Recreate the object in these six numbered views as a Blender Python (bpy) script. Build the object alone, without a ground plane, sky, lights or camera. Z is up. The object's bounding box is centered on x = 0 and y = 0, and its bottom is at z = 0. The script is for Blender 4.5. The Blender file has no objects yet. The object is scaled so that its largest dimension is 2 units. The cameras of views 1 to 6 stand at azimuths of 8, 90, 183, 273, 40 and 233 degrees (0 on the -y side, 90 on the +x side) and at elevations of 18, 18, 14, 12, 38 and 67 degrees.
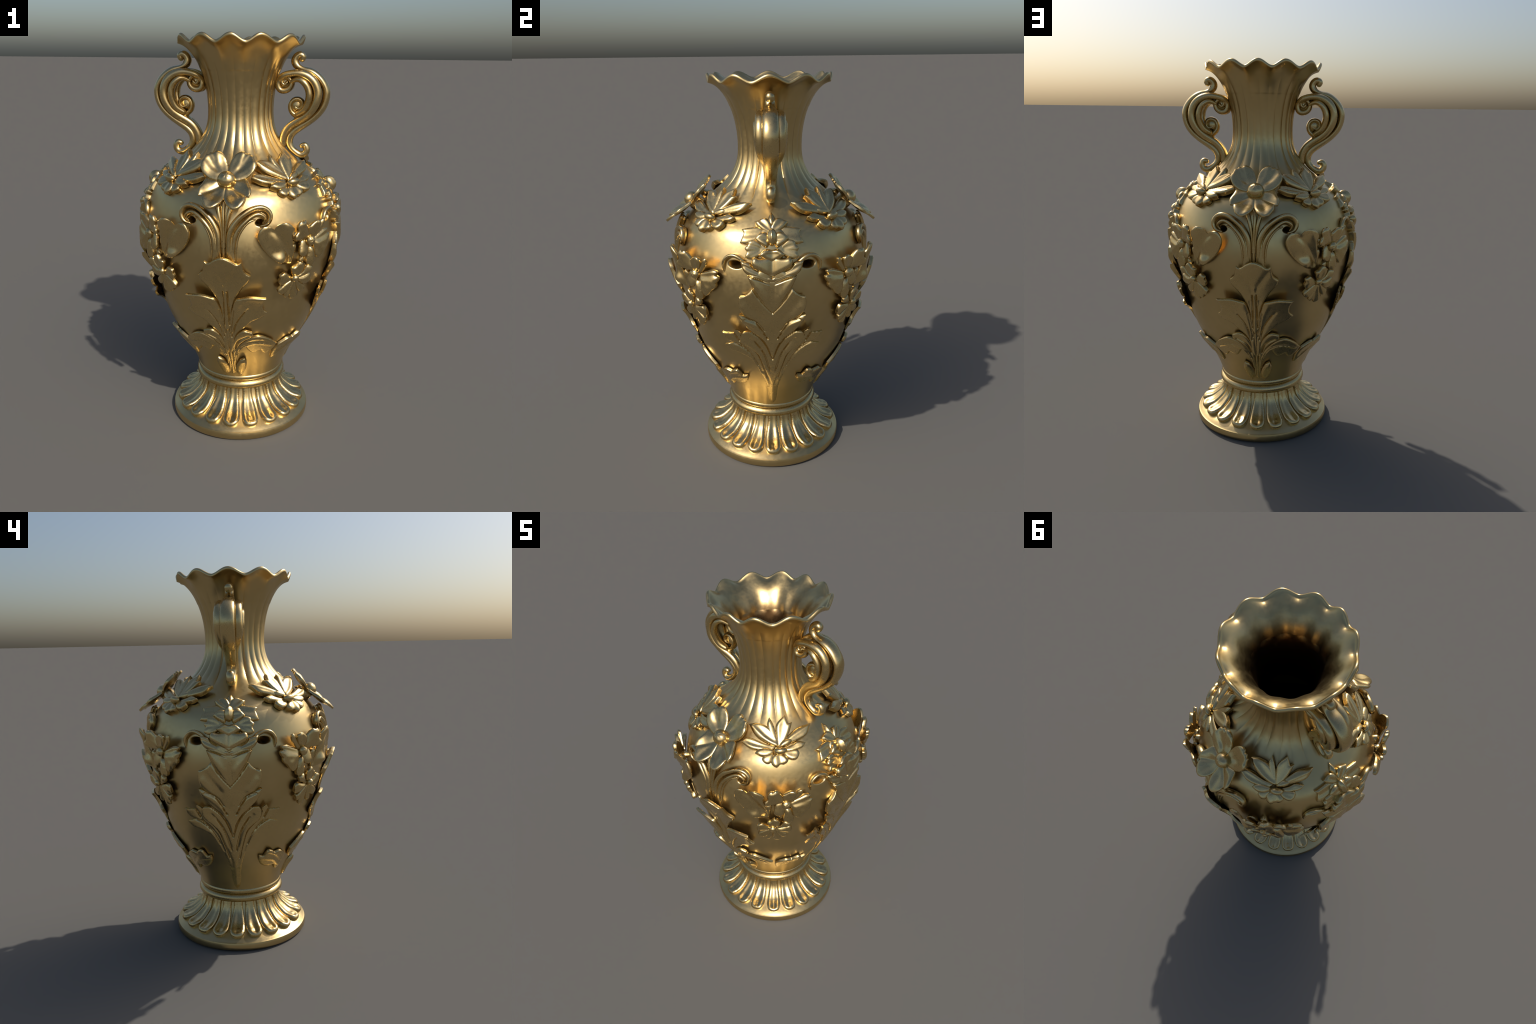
"""Ornate gilt vase: turned body with fluted neck and scalloped lip, petalled foot,
scroll handles, and cast floral relief.  Every ornament is laid out on the turned
surface with chart coordinates (x = metres round the vase, t = metres up the profile,
h = metres off the surface)."""
import bpy, bmesh, math, random
import numpy as np
from mathutils import Vector
from mathutils.geometry import delaunay_2d_cdt

random.seed(7)
RNG = np.random.default_rng(7)

# ------------------------------------------------------------------ helpers
def smooth01(a):
    a = np.clip(a, 0.0, 1.0)
    return a * a * (3 - 2 * a)


class Spline1D:
    """natural cubic through (x, y) knots"""
    def __init__(self, xs, ys):
        self.x = np.array(xs, float)
        self.y = np.array(ys, float)
        n = len(xs)
        h = np.diff(self.x)
        A = np.eye(n)
        b = np.zeros(n)
        for i in range(1, n - 1):
            A[i, i - 1], A[i, i], A[i, i + 1] = h[i - 1], 2 * (h[i - 1] + h[i]), h[i]
            b[i] = 6 * ((self.y[i + 1] - self.y[i]) / h[i] - (self.y[i] - self.y[i - 1]) / h[i - 1])
        self.m, self.h = np.linalg.solve(A, b), h

    def __call__(self, q):
        q = np.clip(q, self.x[0], self.x[-1])
        i = np.clip(np.searchsorted(self.x, q) - 1, 0, len(self.x) - 2)
        t = q - self.x[i]
        y, m, h = self.y, self.m, self.h
        return (y[i] + t * ((y[i + 1] - y[i]) / h[i] - h[i] * (2 * m[i] + m[i + 1]) / 6)
                + t * t * m[i] / 2 + t ** 3 * (m[i + 1] - m[i]) / (6 * h[i]))


class Profile:
    """a turned profile walked by arc length: t -> radius, height, outward normal"""
    def __init__(self, r, z):
        self.r, self.z = np.array(r, float), np.array(z, float)
        self.t = np.concatenate([[0], np.cumsum(np.hypot(np.diff(self.r), np.diff(self.z)))])
        dr, dz = np.gradient(self.r, self.t), np.gradient(self.z, self.t)
        k = np.ones(41) / 41
        pad = lambda a: np.convolve(np.pad(a, 20, mode='edge'), k, mode='valid')
        dr, dz = pad(dr), pad(dz)
        L = np.hypot(dr, dz)
        self.nr, self.nz = dz / L, -dr / L

    def at(self, t):
        f = lambda a: np.interp(t, self.t, a)
        return f(self.r), f(self.z), f(self.nr), f(self.nz)


# profile of the body from the foot mouldings to under the lip
BODY_Z = [.28, .36, .45, .55, .65, .75, .85, .95, 1.05, 1.15, 1.25, 1.33, 1.40, 1.46, 1.52, 1.58, 1.66, 1.76, 1.86, 1.92]
BODY_R = [.2267, .2491, .2893, .3404, .3852, .4154, .4461, .4784, .4902, .4815, .4611, .4220, .3339, .2450, .1916, .1657, .1590, .1709, .2036, .2349]
body_spline = Spline1D(BODY_Z, BODY_R)
_z = np.linspace(.28, 1.92, 2000)
_chord = Profile(body_spline(_z), _z)
# fullness correction along the wall normal: fuller low belly, flatter shoulder
_full = Spline1D([0, .08, .2, .3, .42, .52, .65, .82, .92, 1.02, 1.11, 1.22, 1.30, 1.38, 1.6, 2.1],
                 [0, .006, .011, .012, .010, .005, 0, 0, -.003, -.011, -.019, -.015, -.005, 0, 0, 0])(_chord.t)
BODY = Profile(_chord.r + _full * _chord.nr, _chord.z + _full * _chord.nz)
BODY.t = _chord.t                                    # ornaments keep their places along the wall


def round_chart(profile, azimuth):
    """(x, t, h) on a turned profile -> xyz; azimuth 0 faces -y, 90 faces +x"""
    a0 = math.radians(azimuth)
    def f(x, t, h):
        r, z, nr, nz = profile.at(t)
        a = a0 + x / np.maximum(r, .05)
        rr = r + h * nr
        return np.stack([rr * np.sin(a), -rr * np.cos(a), z + h * nz], -1)
    return f


def flat_chart(centre, right, up, out):
    c, u, v, w = (np.array(q, float) for q in (centre, right, up, out))
    def f(x, t, h):
        return c + np.multiply.outer(x, u) + np.multiply.outer(t, v) + np.multiply.outer(h, w)
    return f


def curve(pts, step, closed=False):
    """Catmull-Rom through pts; a point with a trailing 1 is a sharp corner"""
    P = [np.array(p[:2], float) for p in pts]
    C = [len(p) > 2 for p in pts]
    n = len(P)
    out = []
    for i in range(n if closed else n - 1):
        a, b = P[i], P[(i + 1) % n]
        pa = P[i - 1] if (closed or i > 0) else 2 * a - b
        pb = P[(i + 2) % n] if (closed or i + 2 < n) else 2 * b - a
        if C[i]:
            pa = 2 * a - b
        if C[(i + 1) % n]:
            pb = 2 * b - a
        d = np.linalg.norm(b - a)
        d0, d1 = max(np.linalg.norm(a - pa), 1e-6), max(np.linalg.norm(pb - b), 1e-6)
        m0 = .5 * (b - a + (a - pa) * d / d0)
        m1 = .5 * (b - a + (pb - b) * d / d1)
        for k in range(max(2, int(math.ceil(d / step)))):
            s = k / max(2, int(math.ceil(d / step)))
            h00, h10 = 2 * s ** 3 - 3 * s * s + 1, s ** 3 - 2 * s * s + s
            out.append(h00 * a + h10 * m0 + (1 - h00) * b + (s ** 3 - s * s) * m1)
    if not closed:
        out.append(P[-1])
    return np.array(out)


def seg_dist(Q, L, closed):
    A = L if closed else L[:-1]
    B = np.roll(L, -1, 0) if closed else L[1:]
    best = np.full(len(Q), 9.0)
    AB = B - A
    den = np.maximum((AB ** 2).sum(1), 1e-12)
    for s in range(0, len(Q), 400):
        q = Q[s:s + 400, None, :] - A[None]
        k = np.clip((q * AB).sum(2) / den, 0, 1)
        best[s:s + 400] = np.sqrt(((q - k[..., None] * AB) ** 2).sum(2)).min(1)
    return best


def inside(Q, L):
    x, y = Q[:, 0], Q[:, 1]
    c = np.zeros(len(Q), bool)
    for (x0, y0), (x1, y1) in zip(L, np.roll(L, -1, 0)):
        if y0 != y1:
            c ^= ((y0 > y) != (y1 > y)) & (x < (x1 - x0) * (y - y0) / (y1 - y0) + x0)
    return c


def finish(me, angle=48):
    bm = bmesh.new()
    bm.from_mesh(me)
    bmesh.ops.recalc_face_normals(bm, faces=bm.faces)
    lim = math.radians(angle)
    for f in bm.faces:
        f.smooth = True
    for e in bm.edges:
        if len(e.link_faces) == 2 and e.calc_face_angle(0) > lim:
            e.smooth = False
    bm.to_mesh(me)
    bm.free()
    me.materials.append(MAT)
    return me


def shift(pts, dx=0.0, dt=0.0, k=1.0):
    """outline moved on the chart and scaled about its middle"""
    cx, ct = np.mean([p[:2] for p in pts], 0)
    return [(cx + (p[0] - cx) * k + dx, ct + (p[1] - ct) * k + dt) + tuple(p[2:]) for p in pts]


def symmetric(half):
    """right half of an outline from the top centre to the bottom centre -> closed outline"""
    left = [(-p[0],) + tuple(p[1:]) for p in reversed(half) if abs(p[0]) > 1e-6]
    return list(half) + left


def leaf(chart, outline, thick=.012, edge=.012, lift=0.0, field=None, ribs=(), rim=.5, sink=.006, step=.0036, cuts=()):
    """A cast leaf or petal: outline in chart coordinates, rounded edge, own thickness.
    lift(x,t): height of its underside; ribs: (polyline, width, height)."""
    L = curve(outline, step, True)
    lo, hi = L.min(0), L.max(0)
    gx, gy = np.meshgrid(np.arange(lo[0], hi[0], step), np.arange(lo[1], hi[1], step * .866))
    gx = gx + (np.arange(gx.shape[0]) % 2)[:, None] * step * .5
    G = np.stack([gx.ravel(), gy.ravel()], -1)
    G = G[inside(G, L)]
    if len(G):
        G = G[seg_dist(G, L, True) > step * 1.05]
    # an extra ring of points just inside the edge keeps the rounding even
    tan = np.roll(L, -1, 0) - np.roll(L, 1, 0)
    tan /= np.maximum(np.linalg.norm(tan, axis=1)[:, None], 1e-9)
    nrm = np.stack([-tan[:, 1], tan[:, 0]], -1)
    ring = np.concatenate([L + nrm * step * .5, L - nrm * step * .5])
    ring = ring[inside(ring, L)]
    ring = ring[seg_dist(ring, L, True) > step * .42]
    A = np.concatenate([L, ring, G])
    n = len(L)
    vs, es, fs, ov, oe, of = delaunay_2d_cdt([Vector(p) for p in A], [(i, (i + 1) % n) for i in range(n)], [], 1, 1e-6)
    Q = np.array([(v.x, v.y) for v in vs])
    d = seg_dist(Q, L, True)
    k = np.clip(d / edge, 0, 1)
    top = thick * (rim + (1 - rim) * np.sqrt(1 - (1 - k) ** 2))
    x, t = Q[:, 0], Q[:, 1]
    fade = smooth01(d / (edge * .8)) * .75 + .25
    for line, w, amp in ribs:
        pl = curve(line, step) if len(line) > 2 else np.array([p[:2] for p in line], float)
        top = top + amp * np.exp(-(seg_dist(Q, pl, False) / w) ** 2) * fade
    if field is not None:
        top = top + field(x, t)
    # relax the relief so that creases read as cast, not cut
    E = np.array([(a, b) for f in fs for a, b in zip(f, list(f[1:]) + [f[0]])])
    deg = np.bincount(E.ravel(), minlength=len(Q)).astype(float)
    inner_v = d > 1e-6
    for _ in range(5):
        acc = np.bincount(E[:, 0], top[E[:, 1]], len(Q)) + np.bincount(E[:, 1], top[E[:, 0]], len(Q))
        top = np.where(inner_v, .45 * top + .55 * acc / np.maximum(deg, 1), top)
    for line, w, amp in cuts:                        # sharp grooves modelled to draw the dark occlusion lines between lobes
        pl = curve(line, step) if len(line) > 2 else np.array([p[:2] for p in line], float)
        top = top - amp * np.maximum(0, 1 - seg_dist(Q, pl, False) / w)
    base = lift(x, t) if callable(lift) else np.full(len(Q), float(lift))
    T = chart(x, t, base + top)
    B = chart(x, t, base - sink)
    N = len(Q)
    V = np.concatenate([T, B])
    F = [tuple(f) for f in fs] + [tuple(N + i for i in reversed(f)) for f in fs]
    cnt = {}
    for f in fs:
        for a, b in zip(f, list(f[1:]) + [f[0]]):
            cnt[(a, b)] = 1
    for (a, b) in cnt:
        if (b, a) not in cnt:
            F.append((b, a, N + a, N + b))
    me = bpy.data.meshes.new("leaf")
    me.from_pydata(V.tolist(), [], F)
    return finish(me, 60)


def resample3(pts, n):
    """smooth curve of n points through rows of any width"""
    P = np.array(pts, float)
    s = np.concatenate([[0], np.cumsum(np.maximum(np.linalg.norm(np.diff(P[:, :3], axis=0), axis=1), 1e-5))])
    q = np.linspace(0, s[-1], n)
    return np.stack([Spline1D(s, P[:, c])(q) for c in range(P.shape[1])], -1)


def sweep(path, width, depth, up, sides=18, caps=True, power=1.0):
    """tube with an elliptic section: half-width along (path x up), half-depth along up"""
    P = np.array(path)
    n = len(P)
    T = np.gradient(P, axis=0)
    T /= np.linalg.norm(T, axis=1)[:, None]
    U = np.array(up, float) * np.ones((n, 1))
    U = U - (U * T).sum(1)[:, None] * T
    U /= np.linalg.norm(U, axis=1)[:, None]
    W = np.cross(T, U)
    V, F = [], []
    ang = np.linspace(0, 2 * math.pi, sides, endpoint=False)
    ca = np.sign(np.cos(ang)) * np.abs(np.cos(ang)) ** power
    sa = np.sign(np.sin(ang)) * np.abs(np.sin(ang)) ** power
    rings = []
    def ring(c, w, dd, i):
        rings.append(len(V))
        for a, b in zip(ca, sa):
            V.append(c + W[i] * w * a + U[i] * dd * b)
    if caps:
        for q in (80, 60, 40, 20):
            q = math.radians(q)
            m = min(width[0], depth[0])
            ring(P[0] - T[0] * m * math.sin(q), width[0] * math.cos(q), depth[0] * math.cos(q), 0)
    for i in range(n):
        ring(P[i], width[i], depth[i], i)
    if caps:
        for q in (20, 40, 60, 80):
            q = math.radians(q)
            m = min(width[-1], depth[-1])
            ring(P[-1] + T[-1] * m * math.sin(q), width[-1] * math.cos(q), depth[-1] * math.cos(q), n - 1)
    for a, b in zip(rings[:-1], rings[1:]):
        for k in range(sides):
            F.append((a + k, a + (k + 1) % sides, b + (k + 1) % sides, b + k))
    F.append(tuple(rings[0] + k for k in reversed(range(sides))))
    F.append(tuple(rings[-1] + k for k in range(sides)))
    me = bpy.data.meshes.new("sweep")
    me.from_pydata([tuple(v) for v in V], [], F)
    return finish(me, 60)


def vine(chart, pts, n=60, sides=16):
    """scroll on a chart: rows of (x, t, h, half-width, half-depth)"""
    R = resample3([(p[0], p[1], p[2], p[3], p[4]) for p in pts], n)
    P = chart(R[:, 0], R[:, 1], R[:, 2])
    P2 = chart(R[:, 0], R[:, 1], R[:, 2] + .01)
    return sweep(P, R[:, 3], R[:, 4], P2 - P, sides)


def join(meshes):
    bm = bmesh.new()
    for m in meshes:
        bm.from_mesh(m)
    me = bpy.data.meshes.new("joined")
    bm.to_mesh(me)
    bm.free()
    me.materials.append(MAT)
    return me


def knob(chart, x, t, h, rx, rt, rh, ridge=0.0, dimples=0.0):
    """bud or flower centre: an egg on the chart, optionally keeled"""
    nu, nv = 28, 18
    V, F = [], []
    for j in range(nv + 1):
        ph = math.pi * j / nv
        for i in range(nu):
            a = 2 * math.pi * i / nu
            sx, sy, sz = math.sin(ph) * math.cos(a), math.sin(ph) * math.sin(a), math.cos(ph)
            k = 1.0
            if ridge and sz > -.2:
                k += ridge * math.exp(-(sx / .25) ** 2) * max(sz, 0)
            if dimples:
                k += dimples * (math.sin(5 * a + 2 * ph) * math.sin(3 * ph))
            V.append((x + rx * sx, t + rt * sy, h + rh * sz * k))
    V = np.array(V)
    X = chart(V[:, 0], V[:, 1], V[:, 2])
    for j in range(nv):
        for i in range(nu):
            F.append((j * nu + i, j * nu + (i + 1) % nu, (j + 1) * nu + (i + 1) % nu, (j + 1) * nu + i))
    me = bpy.data.meshes.new("knob")
    me.from_pydata(X.tolist(), [], F)
    bm = bmesh.new()
    bm.from_mesh(me)
    bmesh.ops.remove_doubles(bm, verts=bm.verts, dist=1e-5)
    bm.to_mesh(me)
    bm.free()
    return finish(me, 70)


# ------------------------------------------------------------------ material
def gilt(name, rough, grain, bump):
    m = bpy.data.materials.new(name)
    m.use_nodes = True
    nt = m.node_tree
    bs = nt.nodes["Principled BSDF"]
    tc = nt.nodes.new("ShaderNodeTexCoord")
    big = nt.nodes.new("ShaderNodeTexNoise")
    big.inputs["Scale"].default_value = 5.5
    big.inputs["Detail"].default_value = 6
    big.inputs["Roughness"].default_value = .6
    fine = nt.nodes.new("ShaderNodeTexNoise")
    fine.inputs["Scale"].default_value = grain
    fine.inputs["Detail"].default_value = 5
    fine.inputs["Roughness"].default_value = .65
    ramp = nt.nodes.new("ShaderNodeValToRGB")
    ramp.color_ramp.elements[0].position = .3
    ramp.color_ramp.elements[0].color = (.575, .43, .198, 1)  # gilt darkened below its lit tone to average in the crease shading
    ramp.color_ramp.elements[1].position = .68
    ramp.color_ramp.elements[1].color = (.65, .49, .235, 1)
    pits = nt.nodes.new("ShaderNodeTexVoronoi")
    pits.inputs["Scale"].default_value = 70
    pr = nt.nodes.new("ShaderNodeValToRGB")
    pr.color_ramp.elements[0].position = .03
    pr.color_ramp.elements[0].color = (.62, .52, .42, 1)
    pr.color_ramp.elements[1].position = .07
    pr.color_ramp.elements[1].color = (1, 1, 1, 1)
    mul = nt.nodes.new("ShaderNodeMix")
    mul.data_type = 'RGBA'
    mul.blend_type = 'MULTIPLY'
    mul.inputs["Factor"].default_value = .2
    rr = nt.nodes.new("ShaderNodeMapRange")
    rr.inputs["From Min"].default_value = .3
    rr.inputs["From Max"].default_value = .7
    rr.inputs["To Min"].default_value = rough - .05
    rr.inputs["To Max"].default_value = rough + .07
    bp = nt.nodes.new("ShaderNodeBump")
    bp.inputs["Strength"].default_value = bump
    bp.inputs["Distance"].default_value = .004
    lk = nt.links.new
    for n in (big, fine, pits):
        lk(tc.outputs["Object"], n.inputs["Vector"])
    lk(big.outputs["Fac"], ramp.inputs["Fac"])
    lk(pits.outputs["Distance"], pr.inputs["Fac"])
    lk(ramp.outputs["Color"], mul.inputs["A"])
    lk(pr.outputs["Color"], mul.inputs["B"])
    lk(mul.outputs["Result"], bs.inputs["Base Color"])
    lk(fine.outputs["Fac"], rr.inputs["Value"])
    lk(rr.outputs["Result"], bs.inputs["Roughness"])
    lk(fine.outputs["Fac"], bp.inputs["Height"])
    lk(bp.outputs["Normal"], bs.inputs["Normal"])
    bs.inputs["Metallic"].default_value = 1.0
    return m


MAT_BODY = gilt("burnished_gilt_metal", .33, 60, .008)
MAT_CAST = gilt("cast_gilt_metal", .28, 50, .006)
MAT = MAT_CAST
# throat shade painted into the colour: gilt lip, dark brown below, mottled border
MAT_INSIDE = gilt("shade_painted_inside", .33, 60, .01)
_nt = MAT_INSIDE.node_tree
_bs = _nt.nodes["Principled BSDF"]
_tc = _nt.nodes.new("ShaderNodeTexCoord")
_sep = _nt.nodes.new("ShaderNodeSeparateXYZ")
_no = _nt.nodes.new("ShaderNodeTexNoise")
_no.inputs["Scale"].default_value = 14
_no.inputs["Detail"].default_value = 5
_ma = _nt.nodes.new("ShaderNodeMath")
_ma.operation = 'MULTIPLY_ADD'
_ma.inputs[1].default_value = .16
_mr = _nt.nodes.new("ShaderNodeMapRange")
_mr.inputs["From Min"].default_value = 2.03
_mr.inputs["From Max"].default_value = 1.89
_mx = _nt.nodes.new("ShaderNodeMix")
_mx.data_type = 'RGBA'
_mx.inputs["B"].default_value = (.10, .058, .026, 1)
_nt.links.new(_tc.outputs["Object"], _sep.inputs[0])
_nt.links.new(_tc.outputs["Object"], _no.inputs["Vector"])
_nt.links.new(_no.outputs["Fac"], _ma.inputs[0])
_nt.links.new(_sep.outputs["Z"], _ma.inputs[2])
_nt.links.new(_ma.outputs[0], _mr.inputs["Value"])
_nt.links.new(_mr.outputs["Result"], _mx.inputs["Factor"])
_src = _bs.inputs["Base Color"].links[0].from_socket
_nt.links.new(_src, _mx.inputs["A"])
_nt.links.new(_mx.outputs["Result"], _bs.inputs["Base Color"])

# ------------------------------------------------------------------ scene graph
root = bpy.data.objects.new("ornate_vase", None)
bpy.context.collection.objects.link(root)
root["label"] = "antique gilt metal vase with floral relief and scroll handles"
root["category"] = "vase"

ALL4 = [(1, 1), (-1, 1), (-1, -1), (1, -1)]
FRONT_BACK = [(1, 1), (1, -1)]
SIDES = [(1, 1), (-1, 1)]
ONE = [(1, 1)]


def add(name, me, parent, scale=(1, 1)):
    o = bpy.data.objects.new(name, me)
    bpy.context.collection.objects.link(o)
    o.parent = parent
    o.scale = (scale[0], scale[1], 1)
    return o


def place(name, me, where, children=()):
    """one part (and its sub-parts) at each mirrored position"""
    me.name = name
    out = []
    for s in where:
        p = add(name, me, root, s)
        out.append(p)
        for cn, cm in children:
            cm.name = cn
            add(cn, cm, p)
    return out


def flip(me):
    """mirrored copy of a mesh in x (for the second half of a symmetric part)"""
    bm = bmesh.new()
    bm.from_mesh(me)
    for v in bm.verts:
        v.co.x = -v.co.x
    bmesh.ops.reverse_faces(bm, faces=bm.faces)
    m2 = bpy.data.meshes.new(me.name)
    bm.to_mesh(m2)
    bm.free()
    m2.materials.append(MAT)
    return m2


def flip_y(me):
    bm = bmesh.new()
    bm.from_mesh(me)
    for v in bm.verts:
        v.co.y = -v.co.y
    bmesh.ops.reverse_faces(bm, faces=bm.faces)
    m2 = bpy.data.meshes.new(me.name)
    bm.to_mesh(m2)
    bm.free()
    m2.materials.append(MAT)
    return m2


# ------------------------------------------------------------------ turned body, neck and lip
def quarter_fold(az):
    """azimuth folded to 0..90 (the vase repeats in mirrored quarters)"""
    a = np.abs((az + 180) % 360 - 180)
    return np.where(a > 90, 180 - a, a)


LOBES = ([0, 26, 57.5, 90], [0, 1, 2, 3])          # scallops of the lip in a quarter
GROOVES = ([0, 13, 26.5, 45, 57, 71, 90], [0, 1, 2, 3, 4, 5, 6])


def lip_wave(az):
    ph = np.interp(quarter_fold(az), *LOBES)
    w = .5 + .5 * np.cos(2 * math.pi * ph)
    return w ** .85


def flute(az):
    ph = np.interp(quarter_fold(az), *GROOVES)
    u = np.abs(((ph + .5) % 1) - .5) * 2             # 0 in the groove, 1 on the crown
    width = np.diff(GROOVES[0])[np.clip(ph.astype(int), 0, 5)] / 15.0
    return ((1 - (1 - u) ** 2.0) - .75) * width ** 1.5


NA = 576
AZ = np.linspace(0, 360, NA, endpoint=False)
rows = []                                            # each row: radius, height per column
def dents(az, t):
    """eyes of the scrolls sunk into the wall"""
    q = quarter_fold(az)
    r = np.interp(t, BODY.t, BODY.r)
    d = 0
    for a0, x0, t0, w, h, dep in ((0, .160, .968, .015, .012, .080), (90, -.171, .938, .027, .014, .085)):
        x = np.radians(q - a0) * r - x0
        d = d + dep * np.exp(-((x / w) ** 2 + ((t - t0) / h) ** 2) ** 2)
    return d


ts = np.concatenate([np.linspace(0, .80, 130, endpoint=False), np.linspace(.80, 1.10, 130, endpoint=False),
                     np.linspace(1.10, BODY.t[-1], 170)])
wave, flt = lip_wave(AZ), flute(AZ)
Z_TOP = 1.84
for t in ts:
    r, z, nr, nz = (float(v) for v in BODY.at(t))
    if z > Z_TOP:
        break
    amp = .0072 * float(smooth01((z - 1.405) / .07)) * float(1 - .55 * smooth01((z - 1.62) / .25))
    d = dents(AZ, t) if .85 < t < 1.02 else 0
    rows.append((r + amp * flt - d, np.full(NA, z) + 0 * AZ))
split_row = next(i for i, rw in enumerate(rows) if rw[1][0] > 1.405)
lipq = np.linspace(0, 1, 40)
z0 = rows[-1][1][0] + .004
r0 = float(body_spline(z0))
tr_r, tr_z = Spline1D([0, .25, .5, .75, 1], [r0, .2115, .2360, .268, .3015]), Spline1D([0, .25, .5, .75, 1], [z0, 1.876, 1.912, 1.943, 1.957])
pk_r, pk_z = Spline1D([0, .25, .5, .75, 1], [r0, .2150, .2400, .271, .3085]), Spline1D([0, .25, .5, .75, 1], [z0, 1.884, 1.925, 1.962, 1.988])
outer_flt = .0085 * .45
for q in lipq:
    w = wave * float(smooth01(q * 1.25))
    fa = outer_flt * float(1 - smooth01(q * 1.8))
    rows.append((tr_r(q) * (1 - w) + pk_r(q) * w + fa * flt, tr_z(q) * (1 - w) + pk_z(q) * w))
# rolled lip
re, ze = rows[-1]
for a in (15, 35, 55, 75, 95, 115, 135, 155, 172):
    a = math.radians(a)
    rows.append((re - .0085 * (1 - math.cos(a)) + .0030 * math.sin(a), ze + .0105 * math.sin(a) + .0035 * (1 - math.cos(a))))
# inner wall, going down
for q in lipq[::-1][1:]:
    w = .5 + (wave - .5) * float(.55 + .45 * smooth01((q - .8) / .2))
    w = w * float(smooth01((q - .3) / .7))
    th = .027 - .009 * float(smooth01((q - .55) / .45))
    rows.append((tr_r(q) * (1 - w) + pk_r(q) * w - th + .006 * (wave - .5) * float(1 - smooth01((q - .5) / .5)), tr_z(q) * (1 - w) + pk_z(q) * w + .006 * q))
for t in np.linspace(np.interp(1.83, BODY.z, BODY.t), .05, 90):
    r, z, nr, nz = (float(v) for v in BODY.at(t))
    th = .027 + .085 * float(smooth01((1.40 - z) / .10)) - .098 * float(smooth01((1.08 - z) / .08))
    rows.append((np.full(NA, max(r - th, .03)), np.full(NA, z)))
for rr_, zz_ in ((.17, .27), (.165, .10), (.15, .06), (.002, .05)):
    rows.append((np.full(NA, rr_), np.full(NA, zz_)))

s, c = np.sin(np.radians(AZ)), -np.cos(np.radians(AZ))
V = np.concatenate([np.stack([r * s, r * c, z * np.ones(NA)], -1) for r, z in rows])
nrow = len(rows)


def grid_mesh(name, lo, hi, normals, mat=None):
    """rows lo..hi of the turned surface as a mesh of its own, keeping the whole surface's normals"""
    me = bpy.data.meshes.new(name)
    F = []
    for i in range(hi - lo):
        for k in range(NA):
            k2 = (k + 1) % NA
            F.append((i * NA + k, i * NA + k2, (i + 1) * NA + k2, (i + 1) * NA + k))
    me.from_pydata(V[lo * NA:(hi + 1) * NA].tolist(), [], F)
    me.materials.append(mat or MAT_BODY)
    for p in me.polygons:
        p.use_smooth = True
    me.normals_split_custom_set_from_vertices(normals[lo * NA:(hi + 1) * NA].tolist())
    return me


G = V.reshape(nrow, NA, 3)
du = np.roll(G, -1, 1) - np.roll(G, 1, 1)
dv = np.gradient(G, axis=0)
NN = np.cross(du, dv)
NN /= np.maximum(np.linalg.norm(NN, axis=2)[..., None], 1e-9)
NN = NN.reshape(-1, 3)
place("body", grid_mesh("body", 0, split_row, NN), ONE)
lip_rows = len(rows) - 4 - 90 - 39                   # last row of the rolled lip
place("neck", grid_mesh("neck", split_row, lip_rows, NN), ONE)
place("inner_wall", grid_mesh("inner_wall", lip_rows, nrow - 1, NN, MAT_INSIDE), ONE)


# ------------------------------------------------------------------ foot and mouldings
def lathe(pts, corner_angle=40, n=240, mat=None):
    V, F = [], []
    a = np.linspace(0, 2 * math.pi, n, endpoint=False)
    for r, z in pts:
        V += [(r * math.sin(q), -r * math.cos(q), z) for q in a]
    for i in range(len(pts) - 1):
        for k in range(n):
            F.append((i * n + k, i * n + (k + 1) % n, (i + 1) * n + (k + 1) % n, (i + 1) * n + k))
    me = bpy.data.meshes.new("lathe")
    me.from_pydata(V, [], F)
    bm = bmesh.new()
    bm.from_mesh(me)
    bmesh.ops.remove_doubles(bm, verts=bm.verts, dist=1e-6)
    bm.to_mesh(me)
    bm.free()
    me = finish(me, corner_angle)
    if mat:
        me.materials[0] = mat
    return me


FOOT_Z = Spline1D([.200, .214, .240, .275, .310, .335, .352, .362, .370], [.225, .176, .134, .104, .083, .069, .059, .052, .046])
fr = np.linspace(.200, .370, 60)
foot_pts = [(.0, .03), (.16, .03), (.18, .0), (.362, .0), (.371, .003), (.3765, .009), (.3780, .02), (.3775, .035), (.3748, .0435)]
foot_pts += [(r, float(FOOT_Z(r))) for r in fr[::-1]] + [(.19, .24), (.18, .22), (.175, .05), (0, .04)]
place("foot", lathe(foot_pts, mat=MAT_BODY), ONE)


def torus_pts(rc, zc, a, b, n=14):
    return [(rc + a * math.cos(q), zc + b * math.sin(q)) for q in np.linspace(-math.pi / 2, math.pi / 2, n)]


place("ring_moulding", lathe([(.15, .215)] + torus_pts(.215, .242, .028, .025) + [(.15, .269)]), ONE)
place("ring_moulding", lathe([(.15, .262)] + torus_pts(.214, .284, .022, .020) + [(.15, .306)]), ONE)

FOOT = Profile(fr, FOOT_Z(fr))                      # runs from under the moulding outward
def foot_chart(azimuth):
    a0 = math.radians(azimuth)
    def f(x, t, h):
        r, z, nr, nz = FOOT.at(t)
        nr, nz = -nr, -nz
        a = a0 + x / r
        rr = r + h * nr
        return np.stack([rr * np.sin(a), -rr * np.cos(a), z + h * nz], -1)
    return f


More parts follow.
